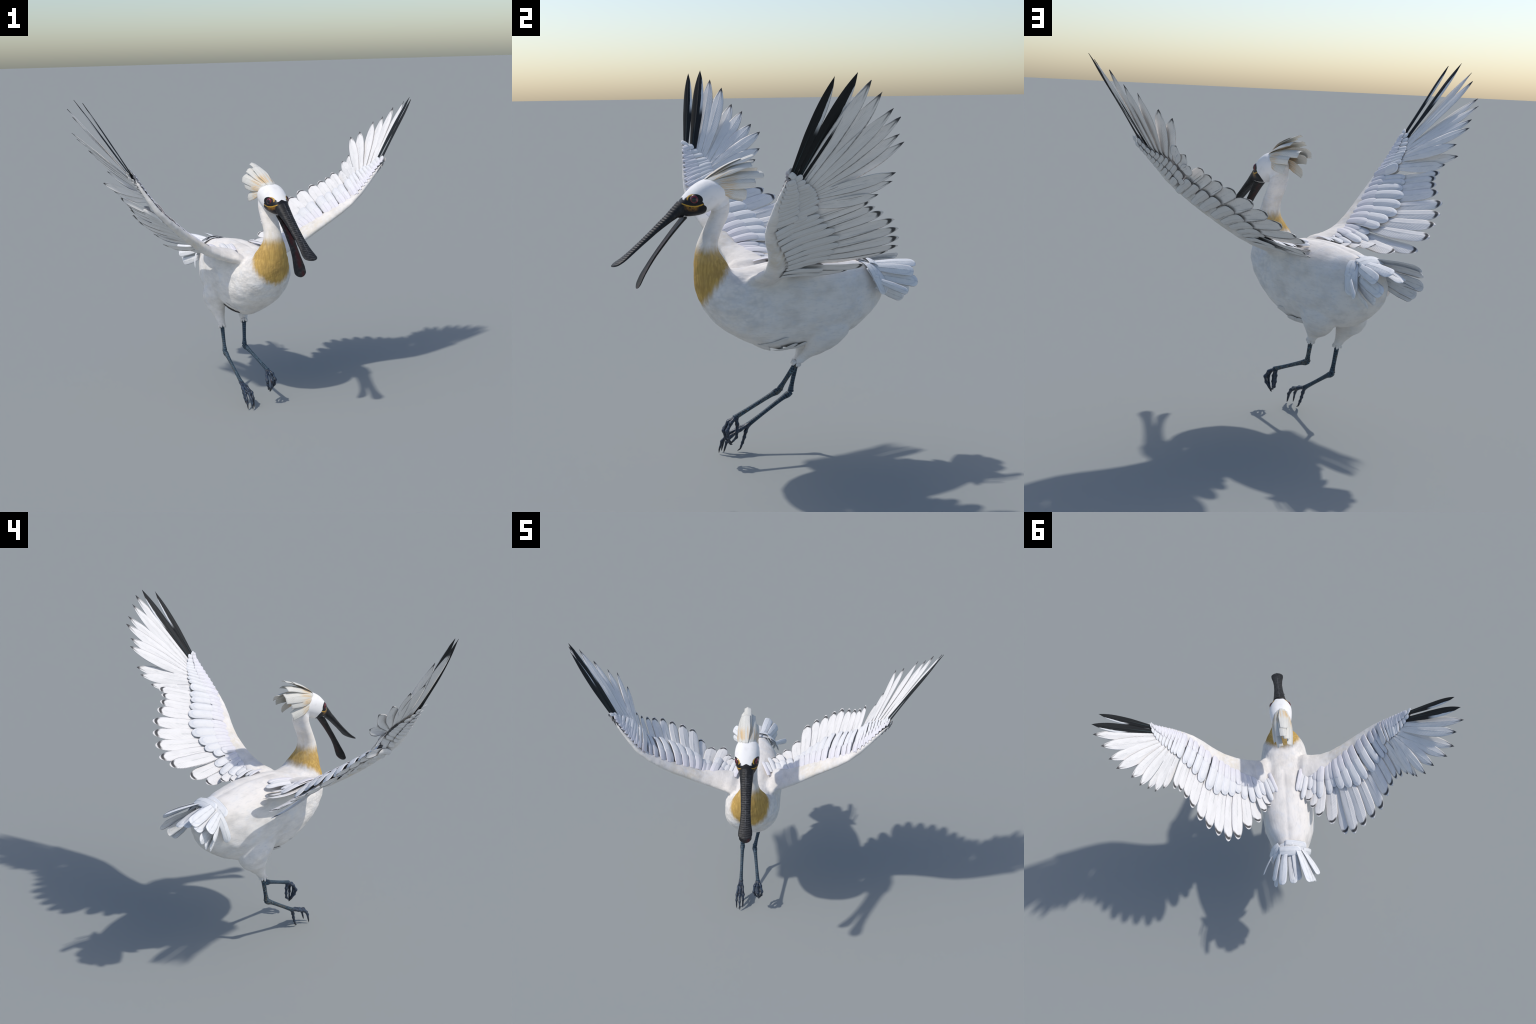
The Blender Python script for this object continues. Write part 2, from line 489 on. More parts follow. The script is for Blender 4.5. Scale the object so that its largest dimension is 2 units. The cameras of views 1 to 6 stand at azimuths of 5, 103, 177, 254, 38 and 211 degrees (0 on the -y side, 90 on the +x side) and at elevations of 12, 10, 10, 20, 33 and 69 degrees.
THIGHS = {
    1: [(-0.19, 0.055, 0.74, 0.15, 0.085), (-0.262, 0.074, 0.64, 0.128, 0.076), (-0.246, 0.064, 0.57, 0.088, 0.058), (-0.203, 0.044, 0.525, 0.058, 0.041), (-0.162, 0.026, 0.497, 0.033, 0.029), (-0.137, 0.018, 0.470, 0.021, 0.021)],
    -1: [(-0.19, -0.105, 0.74, 0.15, 0.080), (-0.255, -0.124, 0.63, 0.125, 0.072), (-0.262, -0.124, 0.555, 0.088, 0.054), (-0.232, -0.118, 0.508, 0.052, 0.036), (-0.207, -0.119, 0.474, 0.031, 0.025), (-0.188, -0.118, 0.443, 0.021, 0.021)]}
for side, rows in THIGHS.items():
    rr = catmull(rows, 5)
    body_parts.append(loft([[V((r[0] + r[3] * math.cos(a), r[1] + r[4] * math.sin(a), r[2])) for a in np.linspace(0, 2 * math.pi, 28, endpoint=False)] for r in rr]))

# ------------------------------------------------------------------ wings: leading edge curves and the tips of the 24 remiges (outermost first)
LEADING = {
    1: [(0.139, 0.164, 0.940), (0.135, 0.228, 0.959), (0.138, 0.302, 0.996), (0.148, 0.371, 1.036), (0.166, 0.435, 1.080), (0.196, 0.498, 1.125), (0.225, 0.554, 1.172), (0.246, 0.613, 1.222), (0.252, 0.676, 1.283), (0.250, 0.738, 1.343), (0.242, 0.800, 1.410), (0.236, 0.863, 1.466)],
    -1: [(0.162, -0.157, 0.938), (0.146, -0.225, 0.955), (0.143, -0.296, 0.987), (0.156, -0.364, 1.028), (0.176, -0.427, 1.067), (0.196, -0.487, 1.110), (0.215, -0.548, 1.160), (0.231, -0.607, 1.212), (0.236, -0.666, 1.275), (0.228, -0.724, 1.350), (0.213, -0.780, 1.440), (0.195, -0.825, 1.520)]}
TIPS = {
    1: [(0.160, 1.123, 1.840), (0.090, 1.164, 1.851), (0.035, 1.161, 1.824), (-0.029, 1.120, 1.783), (-0.095, 1.083, 1.723), (-0.147, 1.042, 1.690), (-0.187, 0.961, 1.624), (-0.231, 0.915, 1.590), (-0.212, 0.882, 1.468), (-0.221, 0.840, 1.431), (-0.182, 0.792, 1.374), (-0.185, 0.726, 1.362),
        (-0.196, 0.691, 1.335), (-0.236, 0.659, 1.308), (-0.293, 0.622, 1.278), (-0.370, 0.578, 1.237), (-0.417, 0.526, 1.188), (-0.452, 0.467, 1.137), (-0.481, 0.405, 1.088), (-0.462, 0.340, 1.056), (-0.375, 0.265, 0.980), (-0.320, 0.193, 0.949), (-0.252, 0.146, 0.961), (-0.211, 0.111, 0.958)],
    -1: [(0.089, -1.044, 1.909), (0.012, -1.069, 1.926), (-0.051, -1.090, 1.875), (-0.107, -1.045, 1.827), (-0.163, -1.039, 1.734), (-0.212, -0.996, 1.694), (-0.239, -0.921, 1.620), (-0.275, -0.872, 1.577), (-0.250, -0.811, 1.487), (-0.235, -0.844, 1.422), (-0.194, -0.793, 1.372), (-0.191, -0.760, 1.328),
         (-0.196, -0.730, 1.300), (-0.231, -0.700, 1.270), (-0.285, -0.666, 1.234), (-0.362, -0.625, 1.186), (-0.405, -0.571, 1.135), (-0.440, -0.507, 1.087), (-0.470, -0.445, 1.032), (-0.447, -0.388, 0.959), (-0.365, -0.304, 0.946), (-0.316, -0.214, 0.977), (-0.246, -0.177, 0.963), (-0.196, -0.150, 0.965)]}
# where each feather's line meets the leading edge (share of its length from the shoulder)
REACH = [0.985, 0.960, 0.930, 0.900, 0.868, 0.836, 0.800, 0.772, 0.736, 0.700, 0.656, 0.603, 0.560, 0.499, 0.443, 0.371, 0.318, 0.272, 0.233, 0.197, 0.178, 0.145, 0.108, 0.075]
# chord shares: quill root, tip of the median coverts, tip of the greater coverts
ROOT = [0.00, 0.00, 0.02, 0.03, 0.04, 0.05, 0.06, 0.06, 0.07, 0.08, 0.10, 0.13, 0.15, 0.15, 0.16, 0.17, 0.18, 0.20, 0.21, 0.22, 0.24, 0.27, 0.30, 0.30]
MEDIAN = [0.07, 0.08, 0.09, 0.10, 0.12, 0.13, 0.14, 0.15, 0.17, 0.19, 0.24, 0.29, 0.31, 0.31, 0.32, 0.33, 0.34, 0.34, 0.35, 0.36, 0.43, 0.49, 0.51, 0.51]
GREATER = [0.10, 0.12, 0.16, 0.20, 0.23, 0.26, 0.28, 0.30, 0.33, 0.37, 0.44, 0.54, 0.58, 0.59, 0.60, 0.58, 0.56, 0.52, 0.48, 0.45, 0.58, 0.70, 0.74, 0.76]
# chord profile: plain arch, and a swell over the arm that turns into a hollow behind it
ARCH = {1: [-0.008] * 8 + [-0.004] * 3 + [0.010] * 13, -1: [-0.004] * 8 + [-0.002] * 3 + [0.010] * 9 + [0.006] * 4}
SWELL = [0.004] * 6 + [0.006, 0.007, 0.009, 0.012, 0.015, 0.018, 0.021] + [0.024] * 8 + [0.022, 0.020, 0.018]
# where the quills of the eleven outer feathers come out from under the hand coverts
EMERGE = {
    1: [(0.212, 0.859, 1.487), (0.177, 0.848, 1.474), (0.160, 0.834, 1.452), (0.141, 0.822, 1.434), (0.124, 0.806, 1.424), (0.110, 0.790, 1.415), (0.098, 0.773, 1.404), (0.084, 0.755, 1.392), (0.072, 0.737, 1.375), (0.064, 0.721, 1.358), (0.060, 0.696, 1.328)],
    -1: [(0.174, -0.832, 1.529), (0.138, -0.818, 1.507), (0.119, -0.800, 1.481), (0.099, -0.779, 1.459), (0.083, -0.756, 1.436), (0.077, -0.747, 1.424), (0.072, -0.735, 1.411), (0.068, -0.724, 1.397), (0.065, -0.713, 1.381), (0.062, -0.698, 1.361), (0.059, -0.677, 1.333)]}


class Wing:
    def __init__(s, side):
        s.side = side
        s.le = catmull(LEADING[side], 8)
        seg = np.linalg.norm(np.diff(s.le, axis=0), axis=1)
        s.arc = np.r_[0, np.cumsum(seg)] / seg.sum()
        s.E = [s.edge(u) for u in REACH]
        s.T = [V(t) for t in TIPS[side]]
        s.rim = list(s.E)
        s.G = [V(g) for g in EMERGE[side]]
        for i, g in enumerate(s.G):
            s.E[i] = g + (g - s.T[i]) * 0.09
        mids = [(e * 0.5 + t * 0.5) for e, t in zip(s.E, s.T)]
        N = []
        for i in range(24):
            o = mids[max(0, i - 1)] - mids[min(23, i + 1)]
            d = s.T[i] - s.E[i]
            n = o.cross(d) if side > 0 else d.cross(o)
            N.append(n.normalized())
        for _ in range(7):
            N = [(N[max(0, i - 1)] + N[i] * 1.5 + N[min(23, i + 1)]).normalized() for i in range(24)]
        for i in range(10):                          # each hand is twisted a little about its feathers
            tw = math.radians((-25, -25, -23, -20, -17, -13, -10, -8, -6, -3)[i] if side < 0 else 0.0)
            d = (s.T[i] - s.E[i]).normalized()
            N[i] = Matrix.Rotation(tw, 3, d) @ N[i]
        s.N = N

    def edge(s, u):
        return V([float(np.interp(u, s.arc, s.le[:, k])) for k in range(3)])

    def at(s, i, t, lift=0.0):
        """point on the wing surface on feather line i at chord share t"""
        d = s.T[i] - s.E[i]
        g = ARCH[s.side][i] * 4 * t * (1 - t) + SWELL[i] * (1.0 if s.side > 0 else 1.45) * math.sin(2 * math.pi * t)
        return s.E[i] + d * t + s.N[i] * (g * d.length + lift)

    def sag(s, i, a, b):
        """how far the surface rises above the straight line from a to b, as a share of that line"""
        p, q, m = s.at(i, a), s.at(i, b), s.at(i, (a + b) / 2)
        return (m - (p + q) / 2).dot(s.N[i]) / max(0.03, (q - p).length)

    def hand(s, i, t, lift=0.0):
        """point between the leading edge and the place where quill i comes out"""
        return s.rim[i] + (s.G[i] - s.rim[i]) * t + s.N[i] * lift

    def spacing(s, i, t):
        """distance between neighbouring feather lines, measured across feather i"""
        d = (s.T[i] - s.E[i]).normalized()
        a, b = s.at(max(0, i - 1), t), s.at(min(23, i + 1), t)
        v = b - a
        return (v - d * v.dot(d)).length / (min(23, i + 1) - max(0, i - 1))

    def lerp(s, u):
        us = REACH[::-1]
        f = float(np.interp(u, us, list(range(23, -1, -1))))
        i = int(min(22, f)); k = f - i
        d = (s.T[i] - s.E[i]).normalized() * (1 - k) + (s.T[i + 1] - s.E[i + 1]).normalized() * k
        n = s.N[i] * (1 - k) + s.N[i + 1] * k
        return d.normalized(), n.normalized()

    def arm(s):
        us = [0.0, 0.05, 0.12, 0.2, 0.3, 0.4, 0.5, 0.6, 0.7, 0.78, 0.86, 0.93, 0.985]
        chord = [0.195, 0.175, 0.145, 0.120, 0.105, 0.095, 0.082, 0.072, 0.058, 0.048, 0.038, 0.028, 0.016]
        thick = [0.068, 0.064, 0.060, 0.056, 0.050, 0.045, 0.040, 0.035, 0.029, 0.024, 0.019, 0.014, 0.010]
        rings = []
        n = 24
        sd = 1 if s.side > 0 else -1
        for inner, ra, rb in ((V((0.045, sd * 0.02, 0.880)), 0.150, 0.060), (V((0.050, sd * 0.105, 0.905)), 0.120, 0.048)):
            rings.append([inner + V((-ra * -math.cos(a), 0, rb * math.sin(a))) for a in np.linspace(0, 2 * math.pi, n, endpoint=False)])
        for u, c, t in zip(us, chord, thick):
            e = s.edge(u)
            d, nn = s.lerp(u)
            k = max(0.0, 1 - u / 0.15)
            d = (d * (1 - k) + V((-1, -0.1 * s.side, -0.05)) * k).normalized()
            nn = (nn * (1 - k) + V((0, s.side * -0.35, 1)) * k)
            nn = (nn - d * nn.dot(d)).normalized()
            ring = []
            for a in np.linspace(0, 2 * math.pi, n, endpoint=False):
                x = 0.5 - 0.5 * math.cos(a)                 # 0 at the leading edge
                prof = math.sin(a) * (1 - 0.45 * x) * (1.0 if math.sin(a) > 0 else 1.0 + 0.9 * min(1.0, x * 2.2))
                ring.append(e + d * (c * x) + nn * (t * 0.5 * prof + c * (0.21 - 0.12 * min(1.0, max(0.0, (u - 0.5) / 0.3))) * x))
            if s.side < 0: ring = ring
            rings.append(ring)
        return loft(rings)


WINGS = {s: Wing(s) for s in (1, -1)}
for s in (1, -1):
    body_parts.append(WINGS[s].arm())


def join_geometry(parts):
    vs, fs = [], []
    for v, f in parts:
        o = len(vs)
        vs += [tuple(p) for p in v]
        fs += [tuple(i + o for i in q) for q in f]
    return vs, fs


def build_skin():
    vs, fs = join_geometry(body_parts)
    me = mesh_from("skin_source", vs, fs)
    o = bpy.data.objects.new("skin_source", me)
    bpy.context.scene.collection.objects.link(o)
    r = o.modifiers.new("union", "REMESH"); r.mode = "VOXEL"; r.voxel_size = 0.0055; r.adaptivity = 0.0
    sm = o.modifiers.new("soften", "SMOOTH"); sm.factor = 0.5; sm.iterations = 7
    dg = bpy.context.evaluated_depsgraph_get()
    ev = o.evaluated_get(dg)
    out = bpy.data.meshes.new_from_object(ev)
    bpy.data.objects.remove(o)
    return out


def lumps(me):
    """soft plumage relief, in long folds along the flank"""
    n = len(me.vertices)
    nor = np.empty(n * 3, np.float32); me.vertices.foreach_get("normal", nor); nor = nor.reshape(-1, 3)
    co = np.empty(n * 3, np.float32); me.vertices.foreach_get("co", co); co = co.reshape(-1, 3)
    amp = np.zeros(n, np.float32)
    for i in range(n):
        x, y, z = (float(q) for q in co[i])
        if abs(y) > 0.2 and z > 0.93:
            a = 0.0012 * noise.noise(V((x * 40, y * 25, z * 40)))
        else:
            a = 0.0042 * noise.noise(V((x * 9, y * 14, z * 14 + x * 6))) + 0.0018 * noise.noise(V((x * 22, y * 34, z * 34 + 3)))
            if z > 1.05: a *= 0.35
            if x < 0.1 and z > 0.9: a *= 0.5
        amp[i] = a
    co = co + nor * amp[:, None]
    back = (co[:, 0] > -0.5) & (co[:, 0] < 0.05) & (co[:, 2] > 0.93)          # shallow furrow along the spine
    co[:, 2] -= np.where(back, 0.004 * np.exp(-(co[:, 1] / 0.012) ** 2), 0)
    me.vertices.foreach_set("co", co.astype(np.float32).ravel())
    me.update()


skin = build_skin()
lumps(skin)
skin.update()


def region(c):
    if abs(c.y) > 0.205 and c.z > 0.93: return "wing_L" if c.y > 0 else "wing_R"
    if c.z < 0.575 and c.x < -0.09:
        return "thigh_L" if c.y > -0.05 else "thigh_R"
    if c.z > 1.235 - 0.55 * (c.x - 0.31) and c.z > 1.16: return "head"
    if c.z > 1.0 and c.x > 0.15 and abs(c.y) < 0.12: return "neck"
    return "torso"


def split_skin(me):
    nv = len(me.vertices)
    normals = [v.normal.copy() for v in me.vertices]
    groups = {}
    for p in me.polygons:
        groups.setdefault(region(p.center), []).append(p)
    out = {}
    for key, polys in groups.items():
        idx, vs, fs, ns = {}, [], [], []
        for p in polys:
            f = []
            for i in p.vertices:
                if i not in idx:
                    idx[i] = len(vs); vs.append(tuple(me.vertices[i].co)); ns.append(normals[i])
                f.append(idx[i])
            fs.append(f)
        m = bpy.data.meshes.new(key.split("_")[0])
        m.from_pydata(vs, [], fs); m.update()
        m.polygons.foreach_set("use_smooth", [True] * len(m.polygons))
        m.normals_split_custom_set_from_vertices(ns)
        out[key] = m
    return out


M_PLUMAGE, M_HEAD = plumage_material(), head_material()
parts = split_skin(skin)
bpy.data.meshes.remove(skin)
OBJ = {}
for key in ("torso", "neck", "head", "wing_L", "wing_R", "thigh_L", "thigh_R"):
    kind = key.split("_")[0]
    mat = M_HEAD if kind == "head" else M_PLUMAGE
    OBJ[key] = add_object(kind, parts[key], mats=[mat])

# ------------------------------------------------------------------ feathers of the wings
MATS = {}
for s, tag in ((1, "left"), (-1, "right")):
    for pat in ("chevron", "point", "black"):
        nm = f"{pat}_vane_{tag}"
        LEADSIGN[nm] = float(s)
        MATS[pat, s] = flight_material(nm, pat)
M_COVERT = flight_material("covert_vane", "covert", (0.88, 0.868, 0.86))
M_SMALL = flight_material("small_covert_vane", "small", (0.88, 0.86, 0.865))
M_UNDER = flight_material("under_covert_vane", "plain", (0.81, 0.79, 0.765))  # colour darkened to the tone of the underwing in shade
M_TAIL = flight_material("tail_vane", "tail", (0.86, 0.86, 0.86))
M_PLUME = flight_material("crest_plume", "plume")

for s in (1, -1):
    w = WINGS[s]
    par = OBJ["wing_L" if s > 0 else "wing_R"]
    jit = random.Random(3 + s)
    for i in range(24):
        d = w.T[i] - w.E[i]
        n = w.N[i]
        L = d.length
        roll = -s * math.radians(4)
        # flight feather
        t0 = ROOT[i]
        base, tip = w.at(i, t0), w.T[i].copy()
        sag = w.sag(i, t0, 1.0)
        sp = w.spacing(i, 0.82)
        if i < 11:
            wd = (0.046, 0.060)[i] if i < 2 else min(0.080, max(0.066, sp * 1.08))
            mat = MATS["black", s] if i < 2 else MATS["point", s]
            me = get_feather("primary", sag, s, mat, arch=0.035, thick=0.004, variant=i % 3)
            nm = "primary_feather"
        else:
            wd = min(0.086, max(0.054, sp * 1.14))
            me = get_feather("secondary", sag, s, MATS["chevron", s], arch=0.05, thick=0.004, variant=i % 3)
            nm = "secondary_feather"
        put_feather(nm, me, frame(base, tip, n, wd, roll), par)
        # greater and median coverts above, and their counterparts below
        for nm, t_a, t_b, lift, mat, wf, up in (
                ("greater_covert", ROOT[i] * 0.85 + 0.01, GREATER[i], 0.010, M_COVERT, 1.08, 1),
                ("median_covert", max(0.01, ROOT[i] * 0.62), MEDIAN[i], 0.018, M_SMALL, 1.05, 1),
                ("under_greater_covert", ROOT[i] * 0.85 + 0.01, GREATER[i] * 0.96, -0.016, M_UNDER, 0.9, -1),
                ("under_median_covert", max(0.02, ROOT[i] * 0.7), MEDIAN[i] * 1.02, -0.024, M_UNDER, 0.75, -1)):
            j = jit.uniform(-0.010, 0.010)
            b0, b1 = w.at(i, t_a, lift * (0.55 if up > 0 else 1.3)), w.at(i, t_b + j, lift * (1.0 if up > 0 else 0.7))
            if i < 11:
                t_a, t_b = (0.35, 1.06) if "greater" in nm else (0.12, 0.62)
                b0, b1 = w.hand(i, t_a, lift * 0.6), w.hand(i, t_b + j * 3, lift * 0.8)
                t_b = 0.05
            if (b1 - b0).length < 0.02: continue
            wd = min(0.070 if i < 19 else 0.052, max(0.030, w.spacing(i, t_b) * wf))
            me = get_feather("covert", w.sag(i, t_a, t_b) + 0.02 * up, s, mat, arch=0.16 if up > 0 else -0.13, thick=0.012, variant=(i * 5) % 3)
            put_feather(nm, me, frame(b0, b1, n, wd * jit.uniform(0.95, 1.05), roll * 1.1, zscale=max(0.08, (b1 - b0).length)), par)
        # extra small coverts between neighbours: below everywhere, above only on the crowded hand
        if i < 22:
            for nm, lift, mat, up in (("lesser_covert", 0.013, M_SMALL, 1), ("under_lesser_covert", -0.012, M_UNDER, -1)):
                if up > 0 and i > 9: continue
                k = i + 1
                if k < 11:
                    b0, b1 = (w.hand(i, 0.05, lift * 0.7) + w.hand(k, 0.05, lift * 0.7)) * 0.5, (w.hand(i, 0.42, lift) + w.hand(k, 0.42, lift)) * 0.5
                else:
                    b0 = (w.at(i, max(0.0, ROOT[i] * 0.55), lift * 1.5) + w.at(k, max(0.0, ROOT[k] * 0.55), lift * 1.5)) * 0.5
                    b1 = (w.at(i, MEDIAN[i] * 0.86, lift * 1.3) + w.at(k, MEDIAN[k] * 0.86, lift * 1.3)) * 0.5
                if (b1 - b0).length < 0.02: continue
                me = get_feather("covert", 0.02 * up, s, mat, arch=0.16 * up, thick=0.012, variant=i % 3)
                put_feather(nm, me, frame(b0, b1, n, min(0.05, max(0.024, w.spacing(i, 0.2) * 0.8)), roll, zscale=max(0.08, (b1 - b0).length)), par)

# shoulder feathers that lie from the wing root onto the back
SCAPULARS = {1: [((0.026, 0.102), (-0.121, 0.056), 0.034), ((-0.012, 0.120), (-0.122, 0.080), 0.032), ((-0.005, 0.143), (-0.178, 0.092), 0.036)],
             -1: [((0.043, -0.122), (-0.120, -0.080), 0.034), ((0.018, -0.136), (-0.122, -0.101), 0.032), ((0.012, -0.159), (-0.178, -0.114), 0.036)]}
for s in (1, -1):
    par = OBJ["wing_L" if s > 0 else "wing_R"]
    for k, (b, t, wd) in enumerate(SCAPULARS[s]):
        b, t = V((b[0], b[1], 0.968)), V((t[0], t[1], 0.982 - 0.003 * k))
        me = get_feather("covert", 0.04, s, M_SMALL if k == 0 else M_COVERT, arch=0.16, thick=0.012, variant=k)
        put_feather("shoulder_feather", me, frame(b, t, V((-0.05, s * 0.35, 1.0)), wd, 0.0), par)

# ------------------------------------------------------------------ tail
tail = bpy.data.objects.new("tail", mesh_from("tail", *loft([[V((x, -0.012 + r * 1.5 * math.cos(a), z + r * math.sin(a))) for a in np.linspace(0, 2 * math.pi, 20, endpoint=False)] for x, z, r in ((-0.46, 0.90, 0.05), (-0.52, 0.90, 0.05), (-0.565, 0.895, 0.038), (-0.59, 0.89, 0.02))])))
tail.data.materials.append(M_PLUMAGE)
bpy.context.scene.collection.objects.link(tail); tail.parent = root
RECTRICES = [  # root, tip, width
    ((-0.515, 0.030, 0.945), (-0.760, 0.068, 0.940), 0.050), ((-0.52, 0.058, 0.928), (-0.727, 0.112, 0.896), 0.046), ((-0.525, 0.070, 0.895), (-0.754, 0.107, 0.845), 0.050),
    ((-0.53, 0.082, 0.865), (-0.702, 0.108, 0.800), 0.046), ((-0.53, 0.088, 0.84), (-0.671, 0.105, 0.772), 0.042), ((-0.51, 0.098, 0.880), (-0.655, 0.186, 0.815), 0.036),
    ((-0.52, -0.004, 0.942), (-0.742, -0.015, 0.893), 0.046), ((-0.52, -0.024, 0.945), (-0.730, -0.048, 0.884), 0.042), ((-0.515, -0.052, 0.946), (-0.757, -0.124, 0.940), 0.054),
    ((-0.52, -0.070, 0.930), (-0.745, -0.150, 0.915), 0.048), ((-0.52, -0.085, 0.912), (-0.700, -0.182, 0.895), 0.048), ((-0.525, -0.088, 0.885), (-0.735, -0.165, 0.850), 0.048),
    ((-0.53, -0.090, 0.86), (-0.692, -0.168, 0.803), 0.046), ((-0.53, -0.088, 0.835), (-0.668, -0.160, 0.785), 0.042), ((-0.52, -0.095, 0.885), (-0.667, -0.194, 0.840), 0.034)]
for k, (b, t, wd) in enumerate(RECTRICES):
    b, t = V(b), V(t)
    mid = (b + t) / 2
    n = V((0.05, (mid.y + 0.015) * 1.0, (mid.z - 0.855) * 1.2 + 0.03))
    me = get_feather("tail", 0.02, 1, M_TAIL, arch=0.11, thick=0.008, variant=k % 3)
    nn = n.normalized() * (0.005 * ((k * 2) % 3) - 0.005)
    put_feather("tail_feather", me, frame(b + nn, t + nn * 1.5, n, wd * (1.28 if k != 5 else 1.0), 0.14 * math.sin(k * 2.1)), tail)
RUMP = [((-0.490, -0.030, 0.957), (-0.535, 0.112, 0.880), 0.066), ((-0.485, 0.030, 0.956), (-0.500, -0.115, 0.893), 0.064), ((-0.525, 0.070, 0.938), (-0.530, -0.080, 0.934), 0.056),
        ((-0.525, -0.092, 0.915), (-0.505, -0.142, 0.765), 0.040), ((-0.500, 0.070, 0.935), (-0.560, 0.118, 0.800), 0.060), ((-0.490, 0.062, 0.948), (-0.520, 0.108, 0.870), 0.044)]
for k, (b, t, wd) in enumerate(RUMP):
    b, t = V(b), V(t)
    mid = (b + t) / 2
    n = V((-0.045, (mid.y + 0.012) * 1.2, (mid.z - 0.84) + 0.01)).normalized()
    me = get_feather("covert", 0.10, 1, M_TAIL, arch=0.14, thick=0.012, variant=k % 3)
    put_feather("rump_covert", me, frame(b + n * (0.001 + 0.003 * (k % 3)), t + n * (0.004 + 0.003 * (k % 3)), n, wd * 1.2), tail)

# ------------------------------------------------------------------ crest
CREST = [  # root, tip, width
    ((0.318, -0.010, 1.400), (0.134, -0.012, 1.487), 0.072), ((0.312, 0.002, 1.398), (0.070, -0.002, 1.503), 0.058), ((0.308, 0.020, 1.396), (0.085, 0.016, 1.463), 0.078),
    ((0.300, 0.036, 1.388), (0.022, 0.018, 1.410), 0.066), ((0.285, 0.048, 1.372), (0.074, 0.050, 1.374), 0.060), ((0.270, 0.052, 1.357), (0.122, 0.045, 1.318), 0.066),
    ((0.308, -0.022, 1.397), (0.056, -0.022, 1.466), 0.064), ((0.300, -0.040, 1.388), (0.028, -0.042, 1.416), 0.082), ((0.285, -0.052, 1.372), (0.072, -0.052, 1.378), 0.066),
    ((0.270, -0.055, 1.355), (0.095, -0.046, 1.300), 0.074)]
for k, (b, t, wd) in enumerate(CREST):
    b, t = V(b), V(t)
    mid = (b + t) / 2
    n = V((0.02, mid.y * 1.25, max(0.006, mid.z - 1.385) + 0.012))
    me = get_feather("plume", 0.03, 1, M_PLUME, arch=0.10 if k < 2 else 0.20, thick=0.006, variant=k)
    put_feather("crest_plume", me, frame(b - n.normalized() * 0.006, t + (b - t) * (0.0 if k < 2 else 0.03), n + V((0.0, 0.0, 0.004)), wd * 0.95), OBJ["head"])

# ------------------------------------------------------------------ bill
M_BILL, M_BILL_IN = bill_material(), bill_material(True)


def mandible(name, spine, halfw, halft, upper):
    S = catmull(spine, 20)
    n, N = 28, 220
    arc = np.r_[0, np.cumsum(np.linalg.norm(np.diff(S, axis=0), axis=1))]; arc /= arc[-1]
    rings = []
    for i in range(N + 1):
        t = i / N
        p = V((float(np.interp(t, arc, S[:, 0])), float(np.interp(t, arc, S[:, 1])), float(np.interp(t, arc, S[:, 2]))))
        q = V([float(np.interp(min(1, t + 0.01), arc, S[:, k]) - np.interp(max(0, t - 0.01), arc, S[:, k])) for k in range(3)]).normalized()
        up = V((-q.z, 0, q.x)).normalized()
        hw = float(np.interp(t, halfw[0], halfw[1])); ht = float(np.interp(t, halft[0], halft[1]))
        if t > 0.91:
            k = (t - 0.91) / 0.09
            hw *= max(0.02, 1 - k ** 2.4) ** 0.5; ht *= max(0.05, 1 - k ** 2.4) ** 0.5
        ring = []
        for k in range(n):
            a = 2 * math.pi * k / n
            c, s_ = math.cos(a), math.sin(a)
            y = hw * math.copysign(abs(c) ** 0.8, c)
            z = ht * math.copysign(abs(s_) ** 0.9, s_)
            if upper:
                if s_ > 0:
                    ph = ((p.x - 0.425) * 0.80 + (1.268 - p.z) * 0.60) / 0.0135 + y * y * 500
                    rib = abs(math.sin(math.pi * ph)) ** 0.6
                    amp = 0.0028 * min(1.0, t * 8) * (1 - 0.35 * t)
                    z += amp * (rib - 0.6) * s_ + 0.0022 * math.exp(-(c / 0.16) ** 2)
                else: z *= 0.55
            else:
                if s_ > 0: z = z * 0.25 - 0.45 * ht * (1 - abs(c) ** 2.5)      # hollow gape side
            ring.append(p + V((0, y, 0)) + up * z)
        rings.append(ring)
    return mesh_from(name, *loft(rings))


upper = add_object("upper_mandible", mandible("upper_mandible", [(0.425, 0, 1.268), (0.470, 0, 1.236), (0.545, 0, 1.180), (0.620, 0, 1.119), (0.700, 0, 1.055), (0.740, 0, 1.030), (0.768, 0, 1.018)],
    ([0, 0.1, 0.2, 0.4, 0.6, 0.75, 0.87, 0.94, 1], [0.045, 0.040, 0.036, 0.0305, 0.029, 0.033, 0.041, 0.042, 0.038]),
    ([0, 0.1, 0.2, 0.4, 0.6, 0.8, 0.94, 1], [0.040, 0.032, 0.024, 0.0165, 0.013, 0.011, 0.009, 0.008]), True), mats=[M_BILL])
lower = add_object("lower_mandible", mandible("lower_mandible", [(0.420, 0, 1.232), (0.450, -0.001, 1.200), (0.505, -0.003, 1.136), (0.570, -0.006, 1.053), (0.618, -0.009, 0.980), (0.640, -0.011, 0.938), (0.655, -0.012, 0.905)],
    ([0, 0.1, 0.3, 0.55, 0.7, 0.85, 0.94, 1], [0.038, 0.032, 0.026, 0.024, 0.028, 0.037, 0.038, 0.034]),
    ([0, 0.1, 0.3, 0.6, 0.85, 1], [0.014, 0.014, 0.013, 0.012, 0.010, 0.008]), False), mats=[M_BILL_IN])


# ------------------------------------------------------------------ eyes
def eye_material():
    m = Mat("eye_gloss", 0.06, 0.6)
    r = ((m.x).pow(2.0) + (m.z).pow(2.0)).sqrt()
    c = m.mix((0.006, 0.004, 0.004), (0.14, 0.006, 0.012), r.step(0.0098, 0.0135))
    c = m.mix(c, (0.008, 0.008, 0.009), r.step(0.0185, 0.0205))
    m.b.inputs["Coat Weight"].default_value = 0.25
    m.b.inputs["Coat Roughness"].default_value = 0.03
    return m.done(c)


